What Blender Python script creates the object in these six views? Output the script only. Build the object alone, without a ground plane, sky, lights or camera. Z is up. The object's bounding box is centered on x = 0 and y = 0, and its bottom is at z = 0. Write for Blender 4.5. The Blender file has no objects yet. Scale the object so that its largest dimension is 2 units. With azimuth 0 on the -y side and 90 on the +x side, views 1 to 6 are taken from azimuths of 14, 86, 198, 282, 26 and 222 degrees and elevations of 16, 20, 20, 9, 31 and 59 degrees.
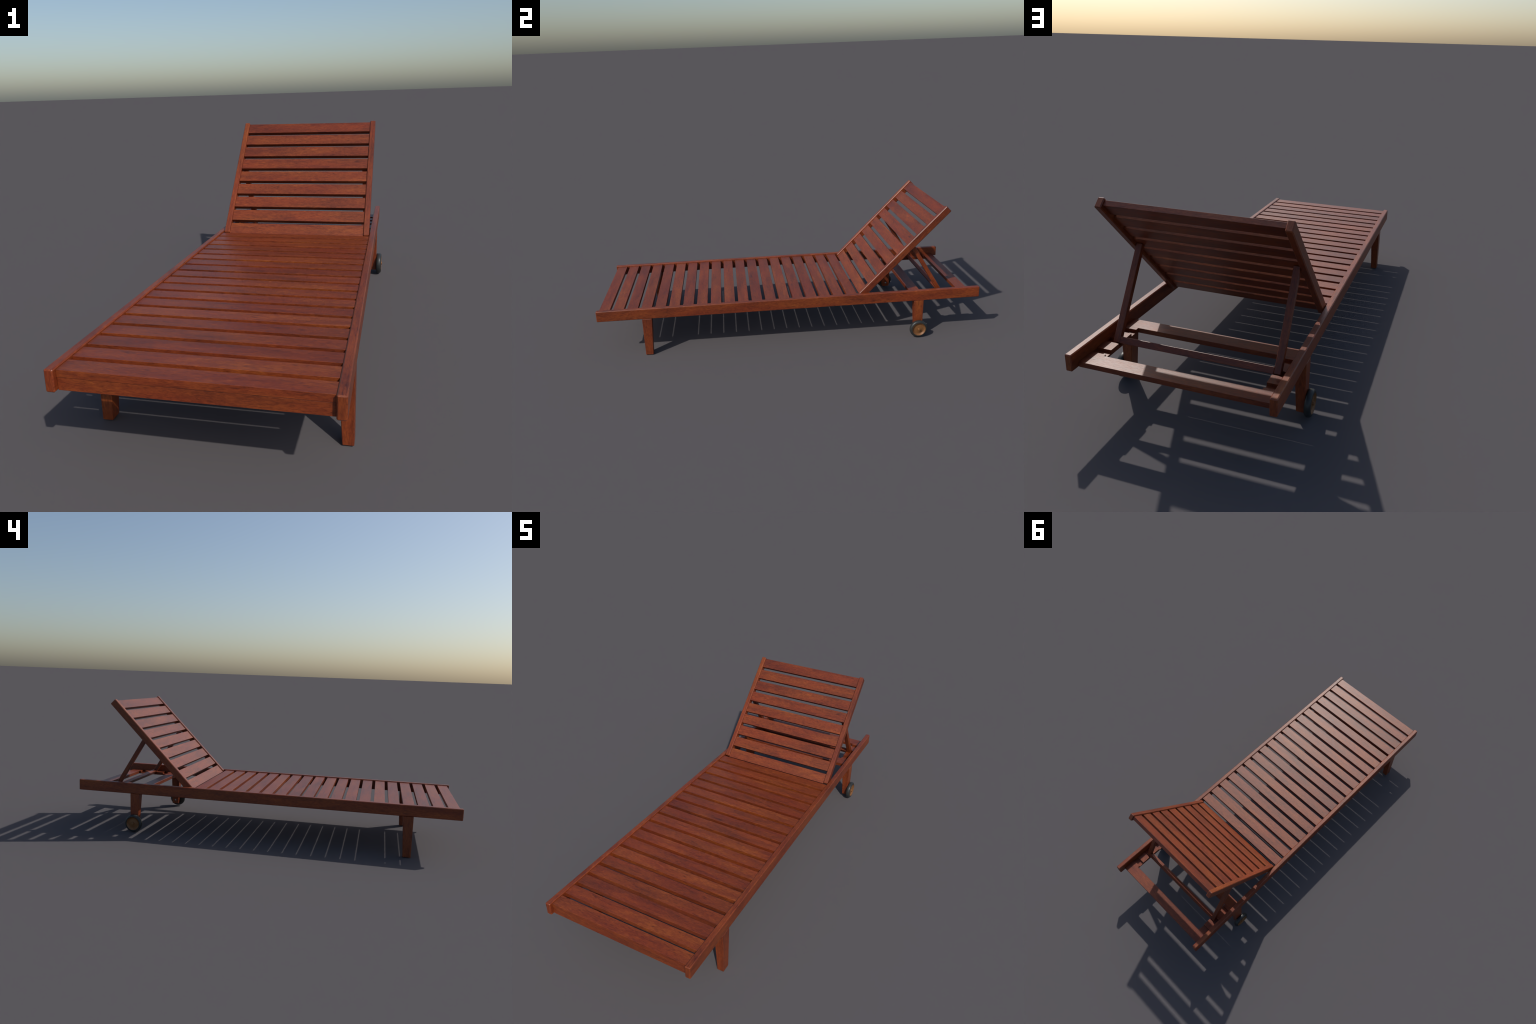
# Reclining wooden sun lounger with slatted seat, raised slatted backrest,
# a prop frame resting in notched racks, and two wheels on the rear legs.
import bpy, bmesh, math
from mathutils import Vector, Matrix

# ------------------------------------------------------------------ sizes (m)
RAIL_OUT, RAIL_IN = 0.3385, 0.3155          # side rail faces in x
RAIL_BOT, RAIL_TOP = 0.2055, 0.2625
SLAT_TOP, SLAT_THICK, SLAT_WIDE = 0.2577, 0.0189, 0.0538
SEAT_START, SEAT_PITCH, SEAT_COUNT = -0.9871, 0.0712, 19
BACK_PIVOT = Vector((0, 0.3590, 0.2580))    # lower front edge of backrest
BACK_ANGLE = math.radians(45.36)
BACK_LEN, BACK_OUT, BACK_IN, BACK_THICK = 0.6288, 0.3138, 0.2902, 0.0370
BACK_PITCH, BACK_COUNT, BACK_SLAT = 0.0714, 9, 0.0538
PROP_ANGLE = math.radians(58.7)
RACK_TOP, RACK_FLOOR, RACK_IN = 0.2235, 0.2125, 0.2635
NOTCHES = [(0.722, 0.751), (0.7965, 0.8255), (0.871, 0.900)]
WHEEL_Y, WHEEL_R = 0.677, 0.0475

# ------------------------------------------------------------------ materials
def new_material(name):
    m = bpy.data.materials.new(name)
    m.use_nodes = True
    nt = m.node_tree
    return m, nt, nt.nodes, nt.links, nt.nodes["Principled BSDF"]

def ramp(nodes, stops):
    r = nodes.new("ShaderNodeValToRGB")
    els = r.color_ramp.elements
    while len(els) < len(stops):
        els.new(0.5)
    for e, (p, c) in zip(els, stops):
        e.position = p
        e.color = (*c, 1)
    return r

def make_wood(name):
    """Oiled reddish hardwood; grain runs along each piece's local X axis."""
    m, nt, N, L, bsdf = new_material(name)
    co = N.new("ShaderNodeTexCoord")
    info = N.new("ShaderNodeObjectInfo")
    # on the end faces (normal along X) turn the grain so that it runs across the end
    geo_n = N.new("ShaderNodeSeparateXYZ"); L.new(co.outputs["Normal"], geo_n.inputs[0])
    is_end = N.new("ShaderNodeMath"); is_end.operation = 'ABSOLUTE'
    L.new(geo_n.outputs[0], is_end.inputs[0])
    end_step = N.new("ShaderNodeMath"); end_step.operation = 'GREATER_THAN'
    L.new(is_end.outputs[0], end_step.inputs[0]); end_step.inputs[1].default_value = 0.75
    sep = N.new("ShaderNodeSeparateXYZ"); L.new(co.outputs["Object"], sep.inputs[0])
    turned = N.new("ShaderNodeCombineXYZ")
    L.new(sep.outputs[2], turned.inputs[0]); L.new(sep.outputs[1], turned.inputs[1]); L.new(sep.outputs[0], turned.inputs[2])
    pick = N.new("ShaderNodeMix"); pick.data_type = 'VECTOR'
    L.new(end_step.outputs[0], pick.inputs[0])
    vec_in = [i for i in pick.inputs if i.type == 'VECTOR' and i.name in ("A", "B")]
    L.new(co.outputs["Object"], vec_in[0]); L.new(turned.outputs[0], vec_in[1])
    grain_co = [o for o in pick.outputs if o.type == 'VECTOR'][0]
    # every piece is cut from another place of the tree
    shift = N.new("ShaderNodeVectorMath"); shift.operation = 'MULTIPLY'
    comb = N.new("ShaderNodeCombineXYZ")
    for k in range(3):
        L.new(info.outputs["Random"], comb.inputs[k])
    L.new(comb.outputs[0], shift.inputs[0]); shift.inputs[1].default_value = (37.0, 13.0, 23.0)
    add = N.new("ShaderNodeVectorMath"); add.operation = 'ADD'
    L.new(grain_co, add.inputs[0]); L.new(shift.outputs[0], add.inputs[1])

    def noise(scale_vec, detail, rough, dist=0.0):
        mp = N.new("ShaderNodeMapping"); mp.inputs["Scale"].default_value = scale_vec
        n = N.new("ShaderNodeTexNoise")
        n.inputs["Scale"].default_value = 1.0
        n.inputs["Detail"].default_value = detail
        n.inputs["Roughness"].default_value = rough
        n.inputs["Distortion"].default_value = dist
        L.new(add.outputs[0], mp.inputs[0]); L.new(mp.outputs[0], n.inputs["Vector"])
        return n
    broad = noise((5.5, 30, 30), 4, 0.55, 0.4)      # long flames of lighter and darker wood
    streak = noise((48, 190, 190), 5, 0.7, 0.6)     # short grain streaks
    pores = noise((75, 520, 520), 3, 0.6)           # fine dark pores
    patch = noise((5, 9, 9), 2, 0.5)                # patches along the board
    veins = noise((14, 130, 130), 2, 0.5, 1.2)       # sparse dark veins
    hue = noise((3.5, 16, 16), 2, 0.5)              # redder and browner zones

    def math_node(op, a, b):
        n = N.new("ShaderNodeMath"); n.operation = op
        for k, v in enumerate((a, b)):
            if isinstance(v, (int, float)):
                n.inputs[k].default_value = v
            else:
                L.new(v, n.inputs[k])
        return n.outputs[0]
    mix = math_node('MULTIPLY', broad.outputs["Fac"], 0.38)
    mix = math_node('ADD', mix, math_node('MULTIPLY', streak.outputs["Fac"], 0.49))
    mix = math_node('ADD', mix, math_node('MULTIPLY', patch.outputs["Fac"], 0.13))
    piece = math_node('MULTIPLY', math_node('SUBTRACT', info.outputs["Random"], 0.5), 0.09)
    mix = math_node('ADD', mix, piece)
    red = ramp(N, WOOD_RED); brown = ramp(N, WOOD_BROWN)
    L.new(mix, red.inputs[0]); L.new(mix, brown.inputs[0])
    hue_w = N.new("ShaderNodeMapRange")
    hue_w.inputs["From Min"].default_value = 0.36; hue_w.inputs["From Max"].default_value = 0.64
    L.new(hue.outputs["Fac"], hue_w.inputs["Value"])
    tint = N.new("ShaderNodeMix"); tint.data_type = 'RGBA'
    L.new(hue_w.outputs[0], tint.inputs["Factor"])
    L.new(red.outputs[0], tint.inputs["A"]); L.new(brown.outputs[0], tint.inputs["B"])
    vr = ramp(N, [(0.28, (0.60, 0.58, 0.62)), (0.39, (1, 1, 1))])
    L.new(veins.outputs["Fac"], vr.inputs[0])
    veined = N.new("ShaderNodeMix"); veined.data_type = 'RGBA'; veined.blend_type = 'MULTIPLY'
    veined.inputs["Factor"].default_value = 1.0
    L.new(tint.outputs["Result"], veined.inputs["A"]); L.new(vr.outputs[0], veined.inputs["B"])
    pr = ramp(N, [(0.36, (0.62, 0.58, 0.56)), (0.50, (1, 1, 1))])
    L.new(pores.outputs["Fac"], pr.inputs[0])
    mul = N.new("ShaderNodeMix"); mul.data_type = 'RGBA'; mul.blend_type = 'MULTIPLY'
    mul.inputs["Factor"].default_value = 0.75
    L.new(veined.outputs["Result"], mul.inputs["A"]); L.new(pr.outputs[0], mul.inputs["B"])
    L.new(mul.outputs["Result"], bsdf.inputs["Base Color"])
    rr = N.new("ShaderNodeMapRange")
    rr.inputs["To Min"].default_value = WOOD_ROUGH[0]; rr.inputs["To Max"].default_value = WOOD_ROUGH[1]
    L.new(streak.outputs["Fac"], rr.inputs["Value"])
    L.new(rr.outputs[0], bsdf.inputs["Roughness"])
    bsdf.inputs["Specular IOR Level"].default_value = WOOD_SPEC
    bump = N.new("ShaderNodeBump"); bump.inputs["Strength"].default_value = 0.35
    bump.inputs["Distance"].default_value = 0.001
    L.new(streak.outputs["Fac"], bump.inputs["Height"])
    L.new(bump.outputs[0], bsdf.inputs["Normal"])
    return m

WOOD_RED = [(0.34, (0.094, 0.0168, 0.0072)), (0.45, (0.148, 0.0250, 0.0080)),
            (0.55, (0.200, 0.0355, 0.0090)), (0.68, (0.285, 0.0620, 0.0115))]
WOOD_BROWN = [(0.34, (0.090, 0.0188, 0.0072)), (0.45, (0.144, 0.0288, 0.0082)),
              (0.55, (0.202, 0.0430, 0.0094)), (0.68, (0.295, 0.0760, 0.0135))]
WOOD_ROUGH = (0.32, 0.54)
WOOD_SPEC = 0.44
wood = make_wood("oiled_red_hardwood")

def make_plain(name, color, rough, metallic=0.0, grain=0.1, scale=120):
    m, nt, N, L, bsdf = new_material(name)
    co = N.new("ShaderNodeTexCoord"); n = N.new("ShaderNodeTexNoise")
    n.inputs["Scale"].default_value = scale; n.inputs["Detail"].default_value = 3
    L.new(co.outputs["Object"], n.inputs["Vector"])
    r = ramp(N, [(0.3, tuple(c * (1 - grain) for c in color)), (0.7, tuple(c * (1 + grain) for c in color))])
    L.new(n.outputs["Fac"], r.inputs[0]); L.new(r.outputs[0], bsdf.inputs["Base Color"])
    bsdf.inputs["Roughness"].default_value = rough
    bsdf.inputs["Metallic"].default_value = metallic
    bsdf.inputs["Specular IOR Level"].default_value = 0.4
    return m

rubber = make_plain("dark_grey_rubber", (0.024, 0.026, 0.026), 0.42, 0.0, 0.15)
brass = make_plain("brown_bronze_hub", (0.185, 0.080, 0.027), 0.45, 0.10, 0.08)
steel = make_plain("zinc_steel", (0.30, 0.30, 0.30), 0.40, 0.9, 0.1)

# ------------------------------------------------------------------ helpers
coll = bpy.context.scene.collection

def empty(name, loc=(0, 0, 0), parent=None):
    o = bpy.data.objects.new(name, None)
    o.empty_display_size = 0.1
    coll.objects.link(o)
    place(o, Matrix.Translation(loc), parent)
    return o

def place(o, world, parent):
    if parent is not None:
        o.parent = parent
        o.matrix_parent_inverse = Matrix.Identity(4)
        o.matrix_basis = WORLD[parent.name].inverted() @ world
    else:
        o.matrix_basis = world
    WORLD[o.name] = world
WORLD = {}

def frame(origin, along, up):
    """Matrix whose local X runs along the piece and local Z points up."""
    x = Vector(along).normalized()
    z = Vector(up); z = (z - x * z.dot(x)).normalized()
    y = z.cross(x)
    return Matrix.Translation(origin) @ Matrix((x, y, z)).transposed().to_4x4()

def mesh_object(name, bm, world, mat, parent, bevel=0.0, segs=1, smooth=False):
    bmesh.ops.recalc_face_normals(bm, faces=bm.faces)
    me = bpy.data.meshes.new(name)
    bm.to_mesh(me); bm.free()
    me.materials.append(mat)
    for p in me.polygons:
        p.use_smooth = smooth
    o = bpy.data.objects.new(name, me)
    coll.objects.link(o)
    place(o, world, parent)
    if bevel:
        add_bevel(o, bevel, segs)
    return o

def add_bevel(o, width, segs=1):
    b = o.modifiers.new("rounded_edges", 'BEVEL')
    b.width = width; b.segments = segs; b.limit_method = 'ANGLE'
    b.angle_limit = math.radians(30)

def repeat(o, world, parent):
    c = o.copy()                       # shares mesh data and modifiers
    coll.objects.link(c)
    place(c, world, parent)
    return c

def box_bm(lx, ly, lz):
    bm = bmesh.new()
    bmesh.ops.create_cube(bm, size=1.0)
    bmesh.ops.scale(bm, vec=(lx, ly, lz), verts=bm.verts)
    return bm

def prism_bm(profile, axis_from, axis_to):
    """Extrude a profile of (x, z) points across local Y."""
    bm = bmesh.new()
    a = [bm.verts.new((p[0], axis_from, p[1])) for p in profile]
    b = [bm.verts.new((p[0], axis_to, p[1])) for p in profile]
    bm.faces.new(a); bm.faces.new(b[::-1])
    n = len(profile)
    for i in range(n):
        bm.faces.new((a[i], a[(i + 1) % n], b[(i + 1) % n], b[i]))
    return bm

def lathe_bm(profile, steps=56):
    """Spin (x, radius) points round local X."""
    bm = bmesh.new()
    rings = []
    for x, r in profile:
        if r < 1e-6:
            rings.append([bm.verts.new((x, 0, 0))])
        else:
            rings.append([bm.verts.new((x, r * math.cos(t), r * math.sin(t)))
                          for t in (2 * math.pi * k / steps for k in range(steps))])
    for p, q in zip(rings, rings[1:]):
        for k in range(steps):
            j = (k + 1) % steps
            if len(p) == 1 and len(q) == 1:
                continue
            if len(p) == 1:
                bm.faces.new((p[0], q[j], q[k]))
            elif len(q) == 1:
                bm.faces.new((p[k], p[j], q[0]))
            else:
                bm.faces.new((p[k], p[j], q[j], q[k]))
    return bm

# ------------------------------------------------------------------ the lounger
lounger = empty("sun_lounger")
lounger["label"] = "red-brown slatted wooden sun lounger with raised backrest and wheels"
lounger["category"] = "sun lounger"

# long side rails
rail_mid_z = (RAIL_TOP + RAIL_BOT) / 2
rail_x = (RAIL_OUT + RAIL_IN) / 2
side_rail = mesh_object("side_rail", box_bm(2.0, RAIL_OUT - RAIL_IN, RAIL_TOP - RAIL_BOT),
                        frame((rail_x, 0, rail_mid_z), (0, 1, 0), (0, 0, 1)), wood, lounger, 0.0030)
repeat(side_rail, frame((-rail_x, 0, rail_mid_z), (0, 1, 0), (0, 0, 1)), lounger)

# seat slats
half = RAIL_IN - 0.0006
slat_z = SLAT_TOP - SLAT_THICK / 2
first = None
for i in range(SEAT_COUNT):
    y = SEAT_START + i * SEAT_PITCH + SLAT_WIDE / 2
    w = frame((0, y, slat_z), (1, 0, 0), (0, 0, 1))
    if first is None:
        first = mesh_object("seat_slat", box_bm(2 * half, SLAT_WIDE, SLAT_THICK), w, wood, lounger, 0.0005)
    else:
        repeat(first, w, lounger)

# front apron and the stretcher that ties the front legs, both under the slats
under = SLAT_TOP - SLAT_THICK - 0.0006
apron_h = under - 0.2060
mesh_object("front_apron", box_bm(2 * half, 0.023, apron_h),
            frame((0, -0.9860 + 0.0115, under - apron_h / 2), (1, 0, 0), (0, 0, 1)), wood, lounger, 0.001)
mesh_object("leg_stretcher", box_bm(2 * half, 0.0430, apron_h),
            frame((0, -0.7510, under - apron_h / 2), (1, 0, 0), (0, 0, 1)), wood, lounger, 0.001)

# flat cross bars behind the backrest
bar_h = RACK_TOP - RAIL_BOT - 0.0005
cross_bar = mesh_object("cross_bar", box_bm(2 * (RAIL_IN - 0.0004), 0.0570, bar_h),
                        frame((0, 0.9385, RACK_TOP - bar_h / 2), (1, 0, 0), (0, 0, 1)), wood, lounger, 0.0006)
repeat(cross_bar, frame((0, 0.6805, RACK_TOP - bar_h / 2), (1, 0, 0), (0, 0, 1)), lounger)

# notched racks that hold the prop, one along each rail
Y0, Y1 = 0.7070, 0.9120
prof = [(Y0, RAIL_BOT + 0.0006), (Y1, RAIL_BOT + 0.0006), (Y1, RACK_TOP - 0.0002)]
for a, b in reversed(NOTCHES):
    prof += [(b, RACK_TOP - 0.0002), (b, RACK_FLOOR), (a, RACK_FLOOR), (a, RACK_TOP - 0.0002)]
prof += [(Y0, RACK_TOP - 0.0002)]
ymid, zmid = (Y0 + Y1) / 2, (RACK_TOP + RAIL_BOT) / 2
rack_w = RAIL_IN - 0.0004 - RACK_IN
rack = mesh_object("notched_rack", prism_bm([(y - ymid, z - zmid) for y, z in prof], -rack_w / 2, rack_w / 2),
                   frame((RACK_IN + rack_w / 2, ymid, zmid), (0, 1, 0), (0, 0, 1)), wood, lounger)
repeat(rack, frame((-RACK_IN - rack_w / 2, ymid, zmid), (0, 1, 0), (0, 0, 1)), lounger)

# tapered legs: outer faces straight, inner faces taper towards the foot
def leg(name, side, y_straight, y_taper_top, y_taper_foot, foot_z, y_straight_foot=None):
    top_z = RAIL_BOT - 0.0004
    xo, xi_top, xi_foot = 0.3380, 0.2970, 0.3085 - 0.03 * foot_z
    if y_straight_foot is None:
        y_straight_foot = y_straight
    cx, cy, cz = side * 0.32, (y_straight + y_taper_top) / 2, (top_z + foot_z) / 2
    M = frame((cx, cy, cz), (0, 0, -1), (side, 0, 0))
    inv = M.inverted()
    bm = bmesh.new()
    def ring(z, xi, ys, yt):
        return [bm.verts.new(inv @ Vector((side * x, y, z)))
                for x, y in ((xo, ys), (xo, yt), (xi, yt), (xi, ys))]
    a = ring(top_z, xi_top, y_straight, y_taper_top)
    b = ring(foot_z, xi_foot, y_straight_foot, y_taper_foot)
    bm.faces.new(a); bm.faces.new(b[::-1])
    for i in range(4):
        bm.faces.new((a[i], a[(i + 1) % 4], b[(i + 1) % 4], b[i]))
    return mesh_object(name, bm, M, wood, lounger, 0.0016)
for side in (1, -1):
    leg("front_leg", side, -0.7722, -0.7220, -0.7333, 0.0)
for side in (1, -1):
    leg("rear_leg", side, 0.7018, 0.6505, 0.6600, 0.0185, 0.6992)

# wheels on the rear legs
def arc(cx, cr, r, a0, a1, n):
    return [(cx + r * math.cos(math.radians(a0 + (a1 - a0) * k / n)),
             cr + r * math.sin(math.radians(a0 + (a1 - a0) * k / n))) for k in range(n + 1)]
W = 0.0228                                                # tyre width
R = WHEEL_R
tyre_prof = ([(0.0, 0.018), (0.0, 0.0340)] + arc(0.0090, R - 0.0090, 0.0090, 180, 90, 7)
             + arc(W - 0.0105, R - 0.0105, 0.0105, 90, 0, 8) + [(W - 0.0002, 0.0360), (W - 0.004, 0.0352), (W - 0.010, 0.018)])
hub_prof = [(0.0012, 0.0), (0.0012, 0.034), (W - 0.001, 0.0352), (W + 0.0002, 0.0350),
            (W - 0.0060, 0.0278), (W - 0.0064, 0.0262), (W - 0.0050, 0.0180), (W - 0.0042, 0.0120),
            (W - 0.0040, 0.0070), (W + 0.0028, 0.0064), (W + 0.0036, 0.0054), (W + 0.0038, 0.0)]
def smooth_by_angle(o, deg):
    me = o.data
    bm = bmesh.new(); bm.from_mesh(me)
    for e in bm.edges:
        if len(e.link_faces) == 2:
            e.smooth = e.calc_face_angle(0) < math.radians(deg)
    bm.to_mesh(me); bm.free()
wheel_parts = {}
for side in (1, -1):
    M = frame((side * 0.3385, WHEEL_Y, WHEEL_R), (side, 0, 0), (0, 0, 1))
    wheel = empty("wheel", M.translation, lounger)
    bolt_M = frame((side * 0.3085, WHEEL_Y + 0.001, 0.0410), (-side, 0, 0), (0, 0, 1))
    if not wheel_parts:
        t = mesh_object("tyre", lathe_bm(tyre_prof), M, rubber, wheel, smooth=True); smooth_by_angle(t, 40)
        h = mesh_object("hub", lathe_bm(hub_prof), M, brass, wheel, smooth=True); smooth_by_angle(h, 25)
        bolt = mesh_object("axle_bolt", lathe_bm([(-0.0320, 0.0), (-0.0320, 0.0042), (0.0012, 0.0042), (0.0012, 0.0056),
                                                  (0.0026, 0.0050), (0.0036, 0.0030), (0.0040, 0.0)], 24),
                           bolt_M, steel, wheel, smooth=True)
        smooth_by_angle(bolt, 40)
        wheel_parts = dict(t=t, h=h, b=bolt)
    else:
        repeat(wheel_parts["t"], M, wheel); repeat(wheel_parts["h"], M, wheel)
        repeat(wheel_parts["b"], bolt_M, wheel)

# ------------------------------------------------------------------ backrest
backrest = empty("backrest", BACK_PIVOT, lounger)
u = Vector((0, math.cos(BACK_ANGLE), math.sin(BACK_ANGLE)))      # up the back
n = Vector((0, -math.sin(BACK_ANGLE), math.cos(BACK_ANGLE)))     # towards the sitter
def on_back(x, a, h):
    return BACK_PIVOT + Vector((x, 0, 0)) + u * a + n * h
bx = (BACK_OUT + BACK_IN) / 2
back_rail = mesh_object("backrest_rail", box_bm(BACK_LEN, BACK_OUT - BACK_IN, BACK_THICK),
                        frame(on_back(bx, BACK_LEN / 2, -BACK_THICK / 2), u, n), wood, backrest, 0.0030)
repeat(back_rail, frame(on_back(-bx, BACK_LEN / 2, -BACK_THICK / 2), u, n), backrest)
first = None
for i in range(BACK_COUNT):
    a = 0.6222 - BACK_SLAT / 2 - (BACK_COUNT - 1 - i) * BACK_PITCH
    w = frame(on_back(0, a, -0.0058 - SLAT_THICK / 2), (1, 0, 0), n)
    if first is None:
        first = mesh_object("backrest_slat", box_bm(2 * (BACK_IN - 0.0005), BACK_SLAT, SLAT_THICK), w, wood, backrest, 0.0005)
    else:
        repeat(first, w, backrest)
# hinge pins between backrest and side rails
for side in (1, -1):
    mesh_object("hinge_pin", lathe_bm([(0, 0), (0, 0.003), (0.022, 0.003), (0.022, 0)], 20),
                frame(on_back(side * 0.3005, 0.008, -0.028), (side, 0, 0), (0, 0, 1)), steel, backrest)

# ------------------------------------------------------------------ prop frame
ARM_D = 0.0205                                                    # depth of arm
p_dir = Vector((0, -math.cos(PROP_ANGLE), math.sin(PROP_ANGLE)))  # up the arm
p_out = Vector((0, math.sin(PROP_ANGLE), math.cos(PROP_ANGLE)))   # rear face normal
foot = Vector((0, 0.8205, 0.2235))                                # lower rear edge of the arms
# rear edge reaches the underside of the backrest slats
target_h = -0.0058 - SLAT_THICK - 0.0010
arm_len = (target_h - (foot - BACK_PIVOT).dot(n)) / p_dir.dot(n) if abs(p_dir.dot(n)) > 1e-6 else 0.3
front_len = (target_h - (foot - p_out * ARM_D - BACK_PIVOT).dot(n)) / p_dir.dot(n)
arm_len = min(arm_len, front_len) + 0.004
prop = empty("prop_frame", foot, lounger)
ARM_OUT, ARM_IN = 0.2892, 0.2668
ax = (ARM_OUT + ARM_IN) / 2
c = foot + p_dir * arm_len / 2 - p_out * ARM_D / 2
arm = mesh_object("prop_arm", box_bm(arm_len, ARM_OUT - ARM_IN, ARM_D),
                  frame(c + Vector((ax, 0, 0)), p_dir, p_out), wood, prop, 0.0015)
repeat(arm, frame(c + Vector((-ax, 0, 0)), p_dir, p_out), prop)
BAR = 0.0220
cb = foot + p_dir * (BAR / 2 - 0.0012) - p_out * (ARM_D / 2)
mesh_object("prop_bar", box_bm(2 * (ARM_IN - 0.0002), BAR, ARM_D - 0.0006),
            frame(cb, (1, 0, 0), p_out), wood, prop, 0.0012)
